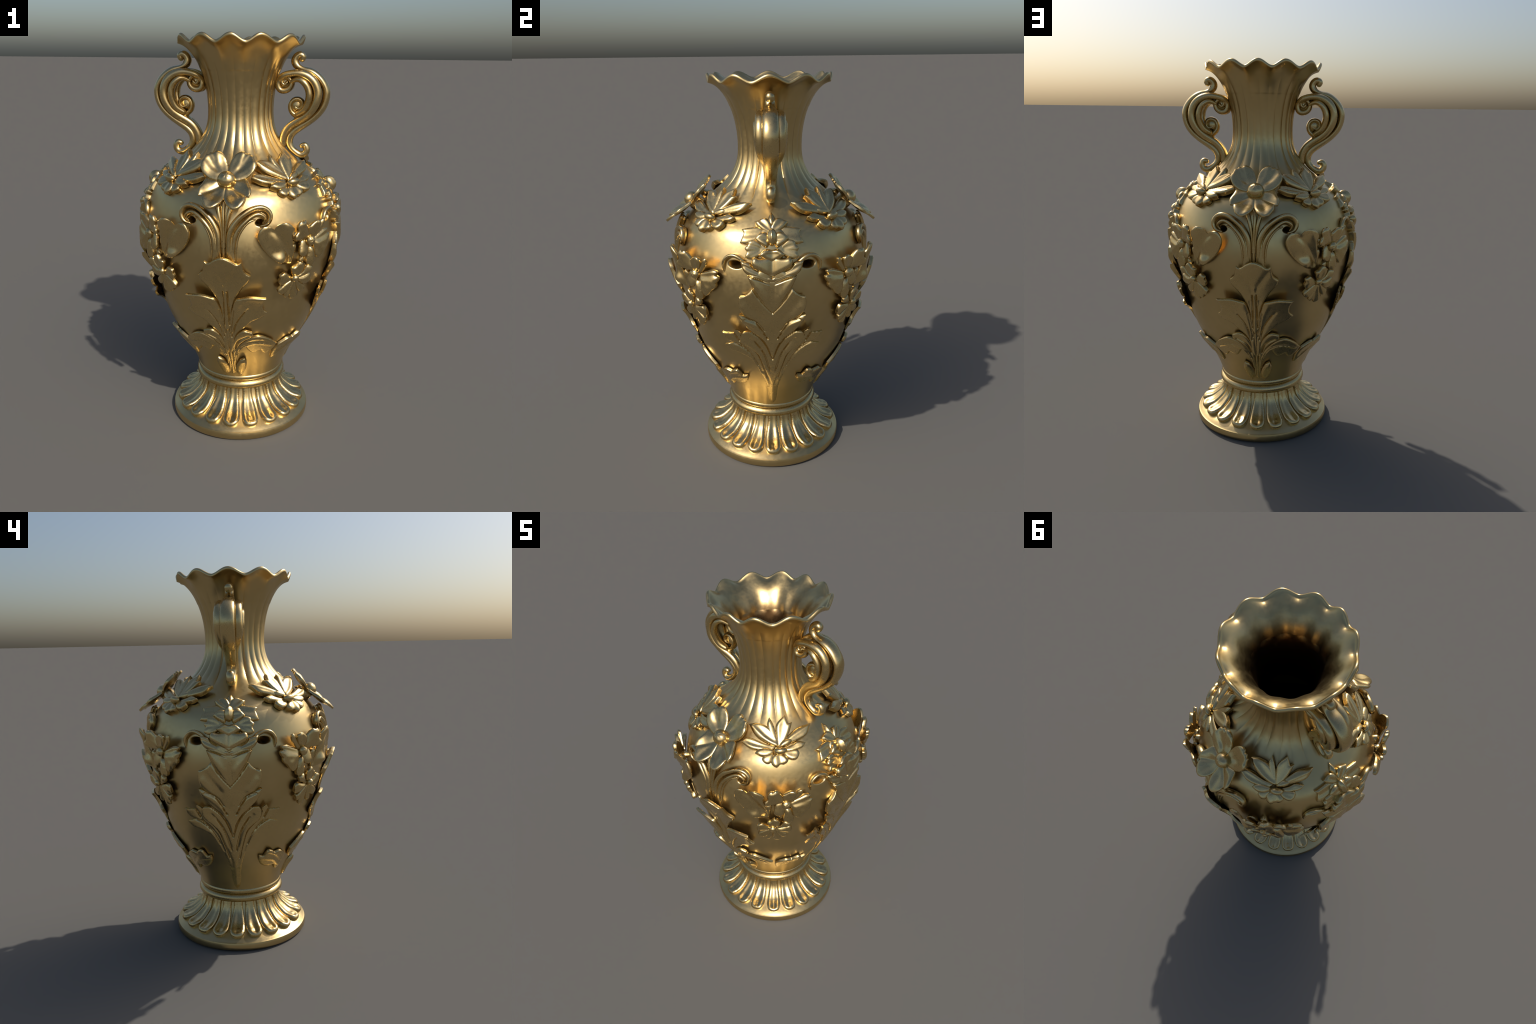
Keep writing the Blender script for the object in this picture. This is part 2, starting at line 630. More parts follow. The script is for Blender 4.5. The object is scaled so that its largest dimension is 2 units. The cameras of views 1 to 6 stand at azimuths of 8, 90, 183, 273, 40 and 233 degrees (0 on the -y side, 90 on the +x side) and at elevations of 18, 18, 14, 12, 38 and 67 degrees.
t_tip = float(np.interp(.349, FOOT.r, FOOT.t))
half = [(0, -.004), (.021, 0.0), (.025, .05), (.034, .11), (.041, .155), (.041, t_tip - .035), (.027, t_tip - .009), (0, t_tip)]
def petal_field(x, t):
    u = np.clip(t / t_tip, 0, 1)
    w = np.interp(t, [0, .05, .11, .155, t_tip], [.021, .025, .034, .041, .035])
    scoop = -.006 * (1 - smooth01(np.abs(x) / (w * .72))) * smooth01((t_tip - .012 - t) / .03)
    lip = .010 * np.exp(-((u - .90) / .13) ** 2)
    dip = -.005 * np.exp(-((t - (t_tip - .030)) / .012) ** 2) * np.exp(-(x / .016) ** 2)
    return scoop + lip + dip
petals = []
for k in range(4):
    j = RNG.normal(0, .0012, 4)
    o = symmetric([(p[0] + (j[i % 4] if i not in (0, 7) else 0), p[1] + (j[(i + 1) % 4] if i > 4 else 0)) for i, p in enumerate(half)])
    rib = [([(.004 * (k - 1.5), t_tip - .05), (.003 * (k - 1), t_tip - .018)], .004, .004 if k % 2 else -.003)]
    petals.append(leaf(foot_chart(0), o, thick=.016, edge=.020, rim=.30, field=petal_field, ribs=rib, sink=.008))
angles = [0, 18.3, 37.3, 55, 72.5, 90]
angles = angles + [180 - a for a in angles[-2::-1]]
angles = angles + [-a for a in angles[1:-1]]
for i, a in enumerate(angles):
    o = add("foot_petal", petals[i % 4], root)
    o.rotation_euler = (0, 0, math.radians(a))

# ------------------------------------------------------------------ front and back: tall acanthus leaf
F0 = round_chart(BODY, 0)
def up_lift(t0, t1, amount, p=1.6):
    return lambda x, t: amount * np.clip((t - t0) / (t1 - t0), 0, 1.2) ** p


def out_lift(x0, y0, reach, amount, p=1.5):
    return lambda x, t: amount * np.clip(np.hypot(x - x0, t - y0) / reach, 0, 1.3) ** p


top_leaf = leaf(F0, symmetric([(0, .824), (.03, .813), (.064, .793), (.079, .801, 1), (.084, .778), (.094, .749), (.119, .727, 1),
                               (.111, .699), (.087, .667), (.068, .635), (.054, .606), (.036, .565), (.024, .515), (.019, .43), (0, .40)]),
                thick=.017, edge=.010, lift=up_lift(.56, .81, .040, 3.0), step=.003,
                cuts=[([(sg * .010, .64), (sg * .011, .55), (sg * .013, .44)], .005, .007) for sg in (1, -1)],
                ribs=[([(0, .68), (0, .55), (0, .42)], .008, .008), ([(.0, .66), (.045, .74), (.075, .79)], .014, -.004),
                      ([(-.0, .66), (-.045, .74), (-.075, .79)], .014, -.004), ([(.022, .6), (.014, .5)], .006, -.005), ([(-.022, .6), (-.014, .5)], .006, -.005)])
second = leaf(F0, [(.012, .44), (.02, .505), (.03, .544), (.048, .598), (.069, .608), (.105, .620), (.179, .617, 1), (.166, .578),
                   (.168, .536), (.187, .515, 1), (.155, .481), (.115, .459), (.082, .421), (.052, .391), (.036, .36), (.022, .28), (.006, .24), (.004, .36)],
              thick=.014, edge=.011, lift=out_lift(.02, .38, .22, .024, 2.4), step=.003,
              cuts=[([(.018, .36), (.045, .45), (.085, .52)], .005, .007), ([(.012, .38), (.024, .46), (.034, .53)], .005, .007)],
              ribs=[([(.02, .36), (.05, .45), (.10, .54)], .006, -.004), ([(.015, .40), (.035, .50), (.06, .575)], .010, .004)])
third = leaf(F0, [(.012, .28), (.028, .345), (.045, .382), (.076, .409), (.115, .399, 1), (.117, .376), (.08, .342), (.05, .30), (.03, .24), (.014, .20)],
             thick=.012, edge=.009, lift=out_lift(.02, .25, .16, .016), step=.003, cuts=[([(.025, .26), (.05, .335), (.095, .372)], .005, .008)],
             ribs=[([(.025, .26), (.05, .335), (.095, .372)], .006, -.006)])
fourth = leaf(F0, [(.012, .19), (.037, .272), (.071, .324), (.115, .360), (.15, .366), (.20, .336), (.233, .298, 1), (.208, .254), (.166, .221),
                   (.148, .256, 1), (.108, .233), (.086, .262), (.078, .284), (.051, .252), (.03, .19), (.018, .13)],
              thick=.011, edge=.009, lift=out_lift(.03, .22, .20, .015), step=.003, cuts=[([(.03, .215), (.06, .285), (.11, .318), (.17, .315)], .005, .007)],
              ribs=[([(.03, .22), (.07, .298), (.13, .325), (.20, .30)], .007, .005), ([(.05, .285), (.1, .328), (.16, .335)], .005, -.003)])
bud = leaf(F0, [(.042, .172), (.064, .188, 1), (.074, .16), (.07, .10), (.054, .058), (.036, .040), (.016, .07), (.020, .12)],
           thick=.020, edge=.026, rim=.25, lift=up_lift(.08, .19, .014))
stalk_mid = vine(F0, [(0, .05, -.002, .010, .010), (0, .12, -.001, .010, .010), (0, .30, .001, .010, .010), (0, .48, .007, .009, .008), (0, .66, .016, .004, .003)])
stalk = vine(F0, [(.037, .036, .001, .007, .007), (.022, .06, -.001, .009, .010), (.012, .15, -.001, .009, .011), (.018, .24, .001, .008, .010),
                  (.024, .34, .004, .007, .008), (.026, .46, .010, .004, .004)])
lower = leaf(F0, symmetric([(0, .36), (.03, .35), (.030, .22), (.022, .12), (.024, .05), (.008, .040), (0, .042)]), thick=.003, edge=.012)
kids = [("leaflet", top_leaf)]
for m, nm in ((second, "leaflet"), (third, "leaflet"), (fourth, "leaflet"), (bud, "bud"), (stalk, "stalk")):
    kids += [(nm, m), (nm, flip(m))]
kids.append(("stalk", stalk_mid))
place("acanthus_leaf", lower, FRONT_BACK, kids)

# ------------------------------------------------------------------ front and back: fountain of scrolls
outer = vine(F0, [(.014, .74, -.004, .008, .010), (.017, .80, .000, .010, .012), (.022, .86, .004, .012, .016), (.024, .909, .008, .013, .018), (.036, .947, .013, .014, .019), (.060, .983, .018, .014, .020),
                  (.092, 1.011, .023, .014, .020), (.122, 1.027, .023, .013, .020), (.150, 1.032, .023, .013, .020), (.180, 1.023, .022, .012, .018),
                  (.199, 1.000, .020, .011, .016), (.199, .974, .016, .010, .013), (.185, .957, .010, .008, .010), (.166, .953, .004, .006, .007)], 90)
inner = vine(F0, [(.036, .74, -.004, .008, .009), (.040, .80, .000, .009, .010), (.043, .86, .003, .010, .013), (.048, .900, .007, .011, .014), (.062, .935, .012, .011, .015), (.090, .971, .018, .011, .016), (.117, .994, .018, .011, .016),
                  (.143, 1.004, .018, .010, .016), (.167, .996, .017, .009, .014), (.180, .979, .012, .007, .010), (.173, .966, .004, .005, .007)], 70)
gap = leaf(F0, [(.016, .74), (.03, .90), (.055, .955), (.10, 1.0), (.15, 1.018), (.185, 1.0), (.185, .985), (.15, .998), (.105, .975), (.07, .93), (.052, .88), (.042, .74)],
           thick=.014, edge=.010, lift=up_lift(.84, 1.0, .006), sink=.016)
edge_v = vine(F0, [(.050, .74, -.004, .004, .005), (.054, .80, .000, .005, .006), (.056, .86, .002, .006, .008), (.066, .91, .005, .006, .009), (.086, .948, .009, .006, .009), (.112, .974, .008, .005, .008), (.135, .982, .004, .004, .005)], 40)
stem_c = vine(F0, [(0, .74, -.004, .007, .008), (0, .80, .000, .008, .010), (0, .90, .004, .008, .012), (-.002, .98, .018, .008, .012), (-.004, 1.03, .024, .010, .012), (-.004, 1.055, .026, .011, .012)])
stem_s = vine(F0, [(.006, .86, .004, .005, .008), (.010, .94, .012, .006, .012), (.020, 1.0, .022, .010, .014), (.028, 1.035, .024, .012, .014), (.033, 1.055, .026, .013, .012)])
web = leaf(F0, symmetric([(0, 1.07), (.035, 1.065), (.026, 1.01), (.010, .95), (.004, .88), (0, .86)]), thick=.012, edge=.008, lift=up_lift(.94, 1.09, .018))
kids = []
for m in (outer, inner, gap, edge_v, stem_s):
    kids += [("scroll" if m is not stem_s else "stalk", m), ("scroll" if m is not stem_s else "stalk", flip(m))]
kids.append(("stalk", stem_c))
place("scroll_fountain", web, FRONT_BACK, kids)

# ------------------------------------------------------------------ front and back: large open flower
FC = flat_chart((0, -.408, 1.373), (1, 0, 0), (0, .727, .686), (0, -.686, .727))
def cup(x, t):
    rho = np.hypot(x, t)
    return -.018 + .025 * np.clip(rho / .13, 0, 1.3) ** 1.0 + .003 * np.sin(rho * 55)


upper = leaf(FC, [(-.002, .008), (-.003, .05), (.003, .09), (.022, .130), (.048, .150), (.068, .151), (.078, .140), (.091, .142), (.100, .131), (.112, .129, 1), (.115, .114),
                  (.127, .085), (.119, .05), (.092, .022), (.05, .004), (.012, .002)],
             thick=.012, edge=.014, lift=cup, sink=.004,
             ribs=[([(.012, .015), (.05, .06), (.09, .10)], .016, -.004), ([(.03, .05), (.05, .10), (.06, .15)], .012, .003),
                   ([(.05, .04), (.09, .06), (.12, .10)], .013, .003), ([(.06, .1), (.078, .144)], .006, -.002), ([(.075, .095), (.1, .133)], .006, -.002)])
lower_p = leaf(FC, [(-.002, .004), (.05, .008), (.088, .016), (.106, -.02), (.119, -.062), (.113, -.090, 1), (.098, -.088, 1), (.094, -.118), (.072, -.152), (.050, -.158),
                    (.024, -.142), (.002, -.104), (-.003, -.05)],
               thick=.012, edge=.014, lift=cup, sink=.004,
               ribs=[([(.01, -.008), (.05, -.045), (.1, -.085)], .010, -.006), ([(.02, -.03), (.04, -.08), (.055, -.14)], .016, -.004), ([(.05, -.01), (.08, -.02), (.11, -.05)], .016, .004)])
centre = knob(FC, 0, .006, .006, .041, .039, .034, dimples=.03)
back = sweep(resample3([(0, -.31, 1.30), (0, -.35, 1.335), (0, -.385, 1.363)], 12), np.full(12, .04), np.full(12, .05), (1, 0, 0))
kids = [("flower_centre", centre)]
for m in (upper, lower_p):
    kids += [("petal", m), ("petal", flip(m))]
place("flower", back, FRONT_BACK, kids)

# ------------------------------------------------------------------ sides: palmette and acanthus
S0 = round_chart(BODY, 90)
def sleaf(half, **k):
    return leaf(S0, symmetric(half), **k)
def both(line, w=.0055, amp=.010):
    return [([(sg * p[0], p[1]) for p in line], w, amp) for sg in (1, -1)]
vee = lambda amt, w: (lambda x, t: amt * (np.clip(np.abs(x) / w, 0, 1) ** 1.1 - .5))
frond = sleaf([(0, .55), (.06, .57), (.12, .57), (.148, .592), (.170, .613, 1), (.179, .586, 1), (.228, .595, 1), (.204, .55), (.176, .527, 1), (.216, .519, 1), (.193, .487), (.149, .46),
               (.099, .414), (.070, .342), (.042, .251), (.027, .168), (.022, .087), (.013, .045), (0, .029)], thick=.008, edge=.012, rim=.68,
              lift=lambda x, t: -.005 + .042 * np.clip((np.abs(x) - .04) / .16, 0, 1.1) ** 1.5,
              step=.003, cuts=both([(.143, .575), (.133, .535), (.102, .495), (.070, .450), (.047, .378), (.024, .27)]) + both([(.07, .37), (.1, .44), (.15, .505), (.178, .525)], .005, .008) + both([(.155, .535), (.176, .585)], .005, .008),
              ribs=[([(sg * .05, .32), (sg * .09, .44), (sg * .15, .51), (sg * .19, .53)], .006, -.007) for sg in (1, -1)]
              + [([(sg * .145, .50), (sg * .16, .55), (sg * .176, .588)], .005, -.005) for sg in (1, -1)]
              + [([(0, .06), (0, .2), (0, .33)], .012, .005)] + [([(sg * .022, .2), (sg * .05, .33), (sg * .1, .45)], .014, .003) for sg in (1, -1)])
lobe = sleaf([(0, .60), (.05, .585), (.1, .602), (.133, .604), (.139, .578), (.128, .537), (.098, .499), (.066, .454), (.043, .38), (.018, .27), (0, .20)], thick=.011, edge=.012, rim=.68,
             lift=lambda x, t: .034 * np.clip((np.abs(x) - .02) / .11, 0, 1.1) ** 1.5,
             step=.003, cuts=both([(.122, .640), (.092, .594), (.053, .549), (.024, .496), (0, .42)]) + both([(.012, .33), (.04, .45), (.085, .54)], .005, .007),
             ribs=[([(sg * .02, .36), (sg * .05, .47), (sg * .1, .56)], .008, -.006) for sg in (1, -1)])
blade = sleaf([(0, .68), (.034, .61), (.056, .645), (.091, .673), (.126, .704), (.147, .713, 1), (.138, .682), (.119, .642), (.088, .598), (.049, .553), (.02, .50), (0, .44)],
              thick=.021, edge=.012, rim=.68, lift=lambda x, t: .026 * np.clip((np.abs(x) - .03) / .11, 0, 1.1) ** 1.5,
              step=.003, cuts=both([(.120, .690), (.077, .659), (.048, .610), (.022, .556)]),
              ribs=[([(sg * .03, .575), (sg * .075, .635), (sg * .13, .695)], .012, .005) for sg in (1, -1)])
broad = sleaf([(0, .88), (.07, .87), (.089, .838), (.124, .803), (.146, .799, 1), (.149, .766), (.14, .728), (.118, .695), (.075, .664), (.045, .614), (.02, .56), (0, .51)],
              thick=.021, edge=.012, rim=.68, lift=lambda x, t: .020 * np.clip((np.abs(x) - .05) / .1, 0, 1) ** 1.5,
              step=.003, cuts=both([(.106, .875), (.088, .836), (.055, .782), (.032, .751), (0, .715)], .005, .006),
              ribs=[([(sg * .05, .69), (sg * .085, .74), (sg * .12, .79)], .016, -.006) for sg in (1, -1)] + [([(sg * .09, .70), (sg * .13, .75)], .016, .005) for sg in (1, -1)])
v1 = sleaf([(0, .94), (.09, .905), (.110, .895, 1), (.102, .877), (.084, .838), (.051, .785), (.030, .755), (0, .722, 1)], thick=.030, edge=.020, rim=.5, field=vee(.016, .1),
           step=.003, cuts=[([(0, .73), (0, .88)], .006, .010)] + both([(0, .858), (.03, .869), (.058, .881), (.11, .898)]),
           ribs=[([(0, .74), (0, .9)], .010, -.006), ([(.03, .80), (.09, .88)], .016, .004), ([(-.03, .80), (-.09, .88)], .016, .004)])
v2 = sleaf([(0, .96), (.085, .945), (.097, .953), (.139, .962, 1), (.126, .92), (.109, .902), (.058, .885), (.03, .873), (0, .862, 1)], thick=.034, edge=.018, rim=.55, field=vee(.018, .12),
           step=.003, cuts=both([(.0, .889), (.03, .903), (.057, .918), (.083, .934), (.091, .958)]),
           ribs=[([(sg * .02, .893), (sg * .06, .912), (sg * .12, .94)], .007, -.006) for sg in (1, -1)])
v3 = sleaf([(0, .985), (.055, .975), (.072, .979), (.087, .961), (.081, .938), (.057, .922), (.03, .907), (0, .893, 1)], thick=.043, edge=.018, rim=.6, field=vee(.022, .08),
           ribs=[([(0, .90), (0, .97)], .010, -.006)])
v4 = sleaf([(0, 1.014), (.024, 1.017), (.057, .990, 1), (.030, .972), (0, .957, 1)], thick=.043, edge=.014, rim=.65, field=vee(.018, .05),
           ribs=[([(sg * .004, 1.008), (sg * .03, 1.005), (sg * .052, .989)], .006, .006) for sg in (1, -1)])
fan = leaf(S0, shift([(.040, 1.02), (.058, 1.047), (.073, 1.053), (.100, 1.042), (.102, 1.030, 1), (.115, 1.016), (.107, 1.001, 1), (.115, .980), (.095, .972), (.065, .982), (.046, .995)], k=1.10),
           thick=.021, edge=.012, rim=.6, field=lambda x, t: .012 * np.clip((x - .05) / .06, 0, 1),
           ribs=[([(.05, 1.02), (.102, 1.032)], .006, -.004), ([(.05, 1.012), (.108, 1.001)], .006, -.004), ([(.052, 1.005), (.10, .978)], .006, -.003)])
midp = leaf(S0, shift([(.012, 1.078), (.030, 1.092), (.048, 1.086), (.072, 1.060, 1), (.048, 1.040), (.022, 1.024), (.010, 1.05)], k=1.10), thick=.028, edge=.016, rim=.5,
            field=lambda x, t: .010 * np.clip((x - .01) / .05, 0, 1), ribs=[([(.02, 1.058), (.068, 1.060)], .008, -.006)])
forkp = leaf(S0, shift([(.016, 1.085), (.045, 1.115), (.062, 1.123), (.090, 1.117), (.131, 1.105, 1), (.122, 1.086, 1), (.139, 1.042, 1), (.11, 1.039), (.075, 1.054), (.03, 1.065)], k=1.10),
             thick=.015, edge=.013, rim=.5, field=lambda x, t: .006 * np.clip((x - .03) / .09, 0, 1), ribs=[([(.03, 1.09), (.12, 1.078)], .018, -.006)])
topp = leaf(S0, shift([(0, 1.10), (.004, 1.138), (.025, 1.165), (.071, 1.147, 1), (.060, 1.127), (.024, 1.101)], k=1.10), thick=.025, edge=.014, rim=.5, field=lambda x, t: .008 * np.clip((t - 1.11) / .05, 0, 1),
            ribs=[([(.01, 1.11), (.05, 1.15)], .013, -.006)])
spike = sleaf([(0, 1.218, 1), (.010, 1.196), (.019, 1.170), (.010, 1.14), (0, 1.12)], thick=.022, edge=.022, rim=.15)
cbud = knob(S0, 0, 1.070, .020, .023, .041, .030, ridge=.25)
disc = sleaf([(0, 1.13), (.04, 1.12), (.065, 1.06), (.06, 1.0), (.04, .97), (0, .96)], thick=.018, edge=.02)
ring_eye = vine(S0, [(.118, .950, .006, .009, .012), (.137, .966, .014, .010, .014), (.171, .980, .016, .010, .015), (.209, .967, .014, .009, .014), (.228, .936, .008, .008, .012), (.228, .905, -.004, .006, .008)], 50)
place("acanthus_leaf", frond, SIDES, [("leaflet", lobe), ("leaflet", blade), ("leaflet", broad), ("leaflet", v1), ("leaflet", v2), ("leaflet", v3), ("leaflet", v4)])
kids = [("bud", cbud), ("petal", spike)]
for m, nm in ((fan, "petal"), (midp, "petal"), (forkp, "petal"), (topp, "petal"), (ring_eye, "scroll")):
    kids += [(nm, m), (nm, flip_y(m))]
place("palmette_flower", disc, SIDES, kids)

# ------------------------------------------------------------------ quarter: shoulder blossom
Q0 = round_chart(BODY, 45)
def radial(amount, reach=.14):
    return lambda x, t: amount * np.clip(np.hypot(x + .005, t - 1.147) / reach, 0, 1.3) ** 1.4
lotus = []
def lp(o, th=.017, ed=.013, li=.010, ribs=()):
    li = .016 if len(lotus) < 5 else .014
    o = shift(o, 0, -.018)
    ribs = [(shift(q, 0, -.018), w, a) for q, w, a in ribs]
    lotus.append(("petal", leaf(Q0, o, thick=th + .006, edge=ed, lift=radial(li), ribs=[(q, w * 1.7, a * .55) for q, w, a in ribs], rim=.62)))
lp([(-.02, 1.182), (-.033, 1.166), (-.09, 1.160), (-.149, 1.166), (-.185, 1.192, 1), (-.165, 1.215), (-.13, 1.217), (-.07, 1.198)], ribs=[([(-.03, 1.175), (-.1, 1.187), (-.17, 1.2)], .007, -.007)])
lp([(-.006, 1.180), (-.06, 1.200), (-.112, 1.236), (-.136, 1.286, 1), (-.098, 1.297), (-.06, 1.290), (-.020, 1.25)], .019, ribs=[([(-.01, 1.185), (-.065, 1.222), (-.12, 1.275)], .006, .008), ([(-.01, 1.19), (-.055, 1.235), (-.09, 1.285)], .010, -.005)])
lp([(-.008, 1.178), (-.045, 1.25), (-.050, 1.295), (-.037, 1.331, 1), (-.024, 1.302), (-.012, 1.25)], .020, ribs=[([(-.012, 1.19), (-.035, 1.32)], .006, -.004)])
lp([(-.006, 1.178), (-.013, 1.24), (-.008, 1.292), (.034, 1.337, 1), (.050, 1.291, 1), (.068, 1.295, 1), (.048, 1.242), (.02, 1.20)], .021, ribs=[([(0, 1.19), (.015, 1.25), (.03, 1.32)], .010, -.007)])
lp([(-.001, 1.180), (.050, 1.238), (.091, 1.262), (.160, 1.260, 1), (.136, 1.215), (.092, 1.200), (.04, 1.188)], .017, ribs=[([(.01, 1.19), (.07, 1.225), (.15, 1.255)], .006, .008)])
lp([(-.006, 1.176), (.012, 1.206), (.034, 1.217), (.064, 1.211, 1), (.052, 1.190), (.028, 1.178)], .027, .016)
lp([(.02, 1.165), (.058, 1.182), (.084, 1.195), (.128, 1.178, 1), (.112, 1.160), (.087, 1.154), (.04, 1.148)], .017, ribs=[([(.03, 1.162), (.115, 1.175)], .008, -.004)])
lp([(.01, 1.155), (.05, 1.158), (.082, 1.153), (.091, 1.133), (.072, 1.104), (.036, 1.113)], .021, ribs=[([(.02, 1.15), (.08, 1.13)], .010, -.005)])
lp([(-.010, 1.150), (.036, 1.113), (.028, 1.096), (.011, 1.087, 1), (-.004, 1.089), (-.023, 1.075), (-.047, 1.094), (-.044, 1.13)], .019, ribs=[([(-.02, 1.14), (-.028, 1.085)], .008, .005), ([(-.005, 1.14), (.003, 1.09)], .008, -.005), ([(0, 1.14), (.02, 1.1)], .007, .004)])
lp([(-.03, 1.150), (-.044, 1.11), (-.055, 1.095), (-.072, 1.094), (-.091, 1.114), (-.082, 1.132)], .016)
lp([(-.026, 1.158), (-.052, 1.174), (-.102, 1.166), (-.122, 1.143, 1), (-.09, 1.128), (-.05, 1.136)], .022)
cb = knob(Q0, 0, 1.137, .030, .032, .019, .022, ridge=0)
place("blossom", cb, ALL4, lotus)

# ------------------------------------------------------------------ quarter: posy of a broad leaf and two flowers
def posy_lift(x, t):
    a = np.clip((t - .775) / .175, 0, 1.1)
    belly = .026 * np.exp(-((x + .145) / .045) ** 2 - ((t - .800) / .030) ** 2)
    return .006 + (.046 + .030 * smooth01((x + .19) / .07)) * a ** 1.25 + belly
broad_leaf = leaf(Q0, shift([(-.070, .768, 1), (-.115, .773), (-.155, .794), (-.200, .836), (-.228, .880), (-.233, .905), (-.226, .927), (-.207, .948), (-.186, .947), (-.164, .935, 1),
                       (-.152, .951), (-.125, .959), (-.100, .946), (-.086, .930), (-.091, .900), (-.083, .86), (-.070, .815)], 0, .001),
                  thick=.012, edge=.010, lift=posy_lift, sink=.004,
                  ribs=[([(-.163, .935), (-.130, .89), (-.085, .80)], .020, -.016), ([(-.12, .93), (-.10, .88)], .02, .006)])
anchor = leaf(Q0, [(-.09, .77), (-.13, .79), (-.16, .83), (-.13, .87), (-.09, .85), (-.07, .80)], thick=.014, edge=.03)
posy = [("leaf", anchor)]
def fp(o, lift, th=.013, ed=.012, ribs=(), sink=.006, nm="petal"):
    up = .003 if np.mean([p[1] for p in o]) > .87 else -.001
    o = shift(o, 0, up)
    jit = .004 * ((len(posy) * 7) % 3 - 1)
    posy.append((nm, leaf(Q0, o, thick=th + .006 + jit, edge=ed * 1.5, lift=lift, rim=.42, ribs=[(q, w * 1.5, a * .7) for q, w, a in ribs], sink=sink)))
def away(x0, t0, reach, lo, hi):
    return lambda x, t: lo + (hi - lo) * np.clip(np.hypot(x - x0, t - t0) / reach, 0, 1.2) ** 1.3
a1 = (.014, .868)
fp([(.008, .880), (-.04, .876), (-.082, .884), (-.083, .899), (-.069, .916), (-.071, .934), (-.055, .956), (-.044, .953), (-.034, .958), (-.014, .941), (-.004, .922), (.006, .9)],
   away(*a1, .1, .020, .066), .014, ribs=[([(0, .885), (-.04, .92), (-.043, .955)], .010, .008), ([(-.01, .88), (-.07, .9)], .008, -.005)])
fp([(.008, .880), (-.006, .922), (.016, .941), (.036, .948), (.053, .940), (.056, .921), (.034, .886)], away(*a1, .09, .022, .066), .013, ribs=[([(.015, .885), (.03, .94)], .008, -.005)])
fp([(.024, .880), (.056, .928), (.070, .945), (.083, .946), (.084, .920), (.068, .900), (.036, .872)], away(*a1, .1, .022, .056), .014)
fp([(.026, .868), (.084, .898), (.108, .906), (.134, .899), (.126, .884, 1), (.143, .877), (.140, .862), (.130, .849, 1), (.131, .832), (.11, .813), (.093, .793), (.07, .779), (.048, .797), (.038, .838)],
   away(*a1, .13, .018, .030), .014, .014, ribs=[([(.04, .86), (.12, .885)], .007, -.005), ([(.045, .85), (.128, .85)], .007, .004), ([(.045, .84), (.10, .81)], .012, .006), ([(.04, .84), (.075, .80)], .007, -.006)])
fp([(.012, .845), (.036, .835), (.047, .808), (.046, .758), (.028, .746), (.000, .765), (.000, .80)], away(*a1, .12, .014, .020), .015, .018, ribs=[([(.022, .83), (.032, .76)], .010, .005)])
fp([(.010, .862), (.010, .83), (-.002, .808), (-.022, .803), (-.044, .815), (-.043, .842), (-.030, .876), (-.006, .88)], away(*a1, .08, .016, .030), .016, .018)
fp([(-.088, .861), (-.070, .866), (-.057, .855), (-.060, .817), (-.068, .780), (-.084, .80)], up_lift(.78, .87, .020), .016, .014, nm="bud")
fp([(-.078, .892), (-.066, .908), (-.052, .909), (-.037, .890), (-.03, .866), (-.06, .868)], .004, .020, .016, nm="bud")
fp([(-.01, .80), (.004, .78), (-.012, .755), (-.030, .775)], .002, .016, .012, nm="bud")
posy.append(("flower_centre", knob(Q0, .013, .868, .038, .023, .023, .020, dimples=.05)))
a2 = (-.052, .700)
f2 = [[(-.056, .708), (-.074, .735), (-.078, .757), (-.060, .768), (-.044, .784), (-.017, .763), (-.020, .731), (-.042, .706)],
      [(-.044, .702), (-.017, .725), (.006, .757), (.034, .745), (.027, .723), (.0, .711), (-.029, .694)],
      [(-.040, .696), (.0, .706), (.033, .711), (.044, .694), (.036, .656), (.002, .655), (-.030, .680)],
      [(-.042, .692), (.001, .659), (.022, .637), (.012, .610), (-.008, .618), (-.034, .66)],
      [(-.042, .69), (-.020, .645), (-.008, .615), (-.012, .581), (-.040, .574), (-.052, .633), (-.054, .68)],
      [(-.050, .69), (-.050, .64), (-.054, .612), (-.069, .592), (-.083, .603), (-.078, .640)],
      [(-.055, .695), (-.070, .640), (-.104, .622), (-.123, .645), (-.106, .668), (-.08, .685)],
      [(-.056, .700), (-.080, .722), (-.108, .739), (-.131, .727), (-.127, .712, 1), (-.130, .697), (-.112, .672), (-.080, .68)]]
for i, o in enumerate(f2):
    cx, cy = np.mean([p[:2] for p in o], 0)
    ex, ey = cx + (cx - a2[0]) * .7, cy + (cy - a2[1]) * .7
    fp(o, (lambda x, t, f=away(*a2, .09, .014, .028 if i in (0, 1, 6, 7) else .022): f(x, t) + .001 + .05 * (t - .70)), .012 + .002 * (i % 2), .012, ribs=[([a2, (ex, ey)], .008, .008 if i % 3 else -.006)])
posy.append(("flower_centre", knob(Q0, a2[0], a2[1] + .004, .034, .018, .017, .018)))
place("posy", broad_leaf, ALL4, posy)

# low leaf that closes the wreath between the acanthus leaves
low = leaf(Q0, [(-.022, .152, 1), (-.030, .21), (-.024, .262), (.0, .285), (.030, .302), (.062, .296, 1), (.080, .312), (.106, .321), (.120, .280, 1), (.147, .286, 1), (.143, .262), (.107, .209),
                (.06, .187), (.03, .192), (.004, .152)], thick=.012, edge=.010, lift=up_lift(.17, .31, .014),
           ribs=[([(-.01, .18), (.05, .24), (.13, .272)], .006, .004), ([(.0, .21), (.05, .265), (.1, .3)], .006, -.003)])
place("leaf", low, ALL4)

# ------------------------------------------------------------------ handles
def rod(pts, n=110, sides=20, y=0.0, power=1.0):
    """rows of (x, z, half-thickness in plane, half-width across)"""
    R = resample3([(p[0], y if len(p) < 5 else p[4], p[1], p[2], p[3]) for p in pts], n)
    return sweep(R[:, :3], R[:, 3], R[:, 4], (0, 1, 0), sides, power=power)


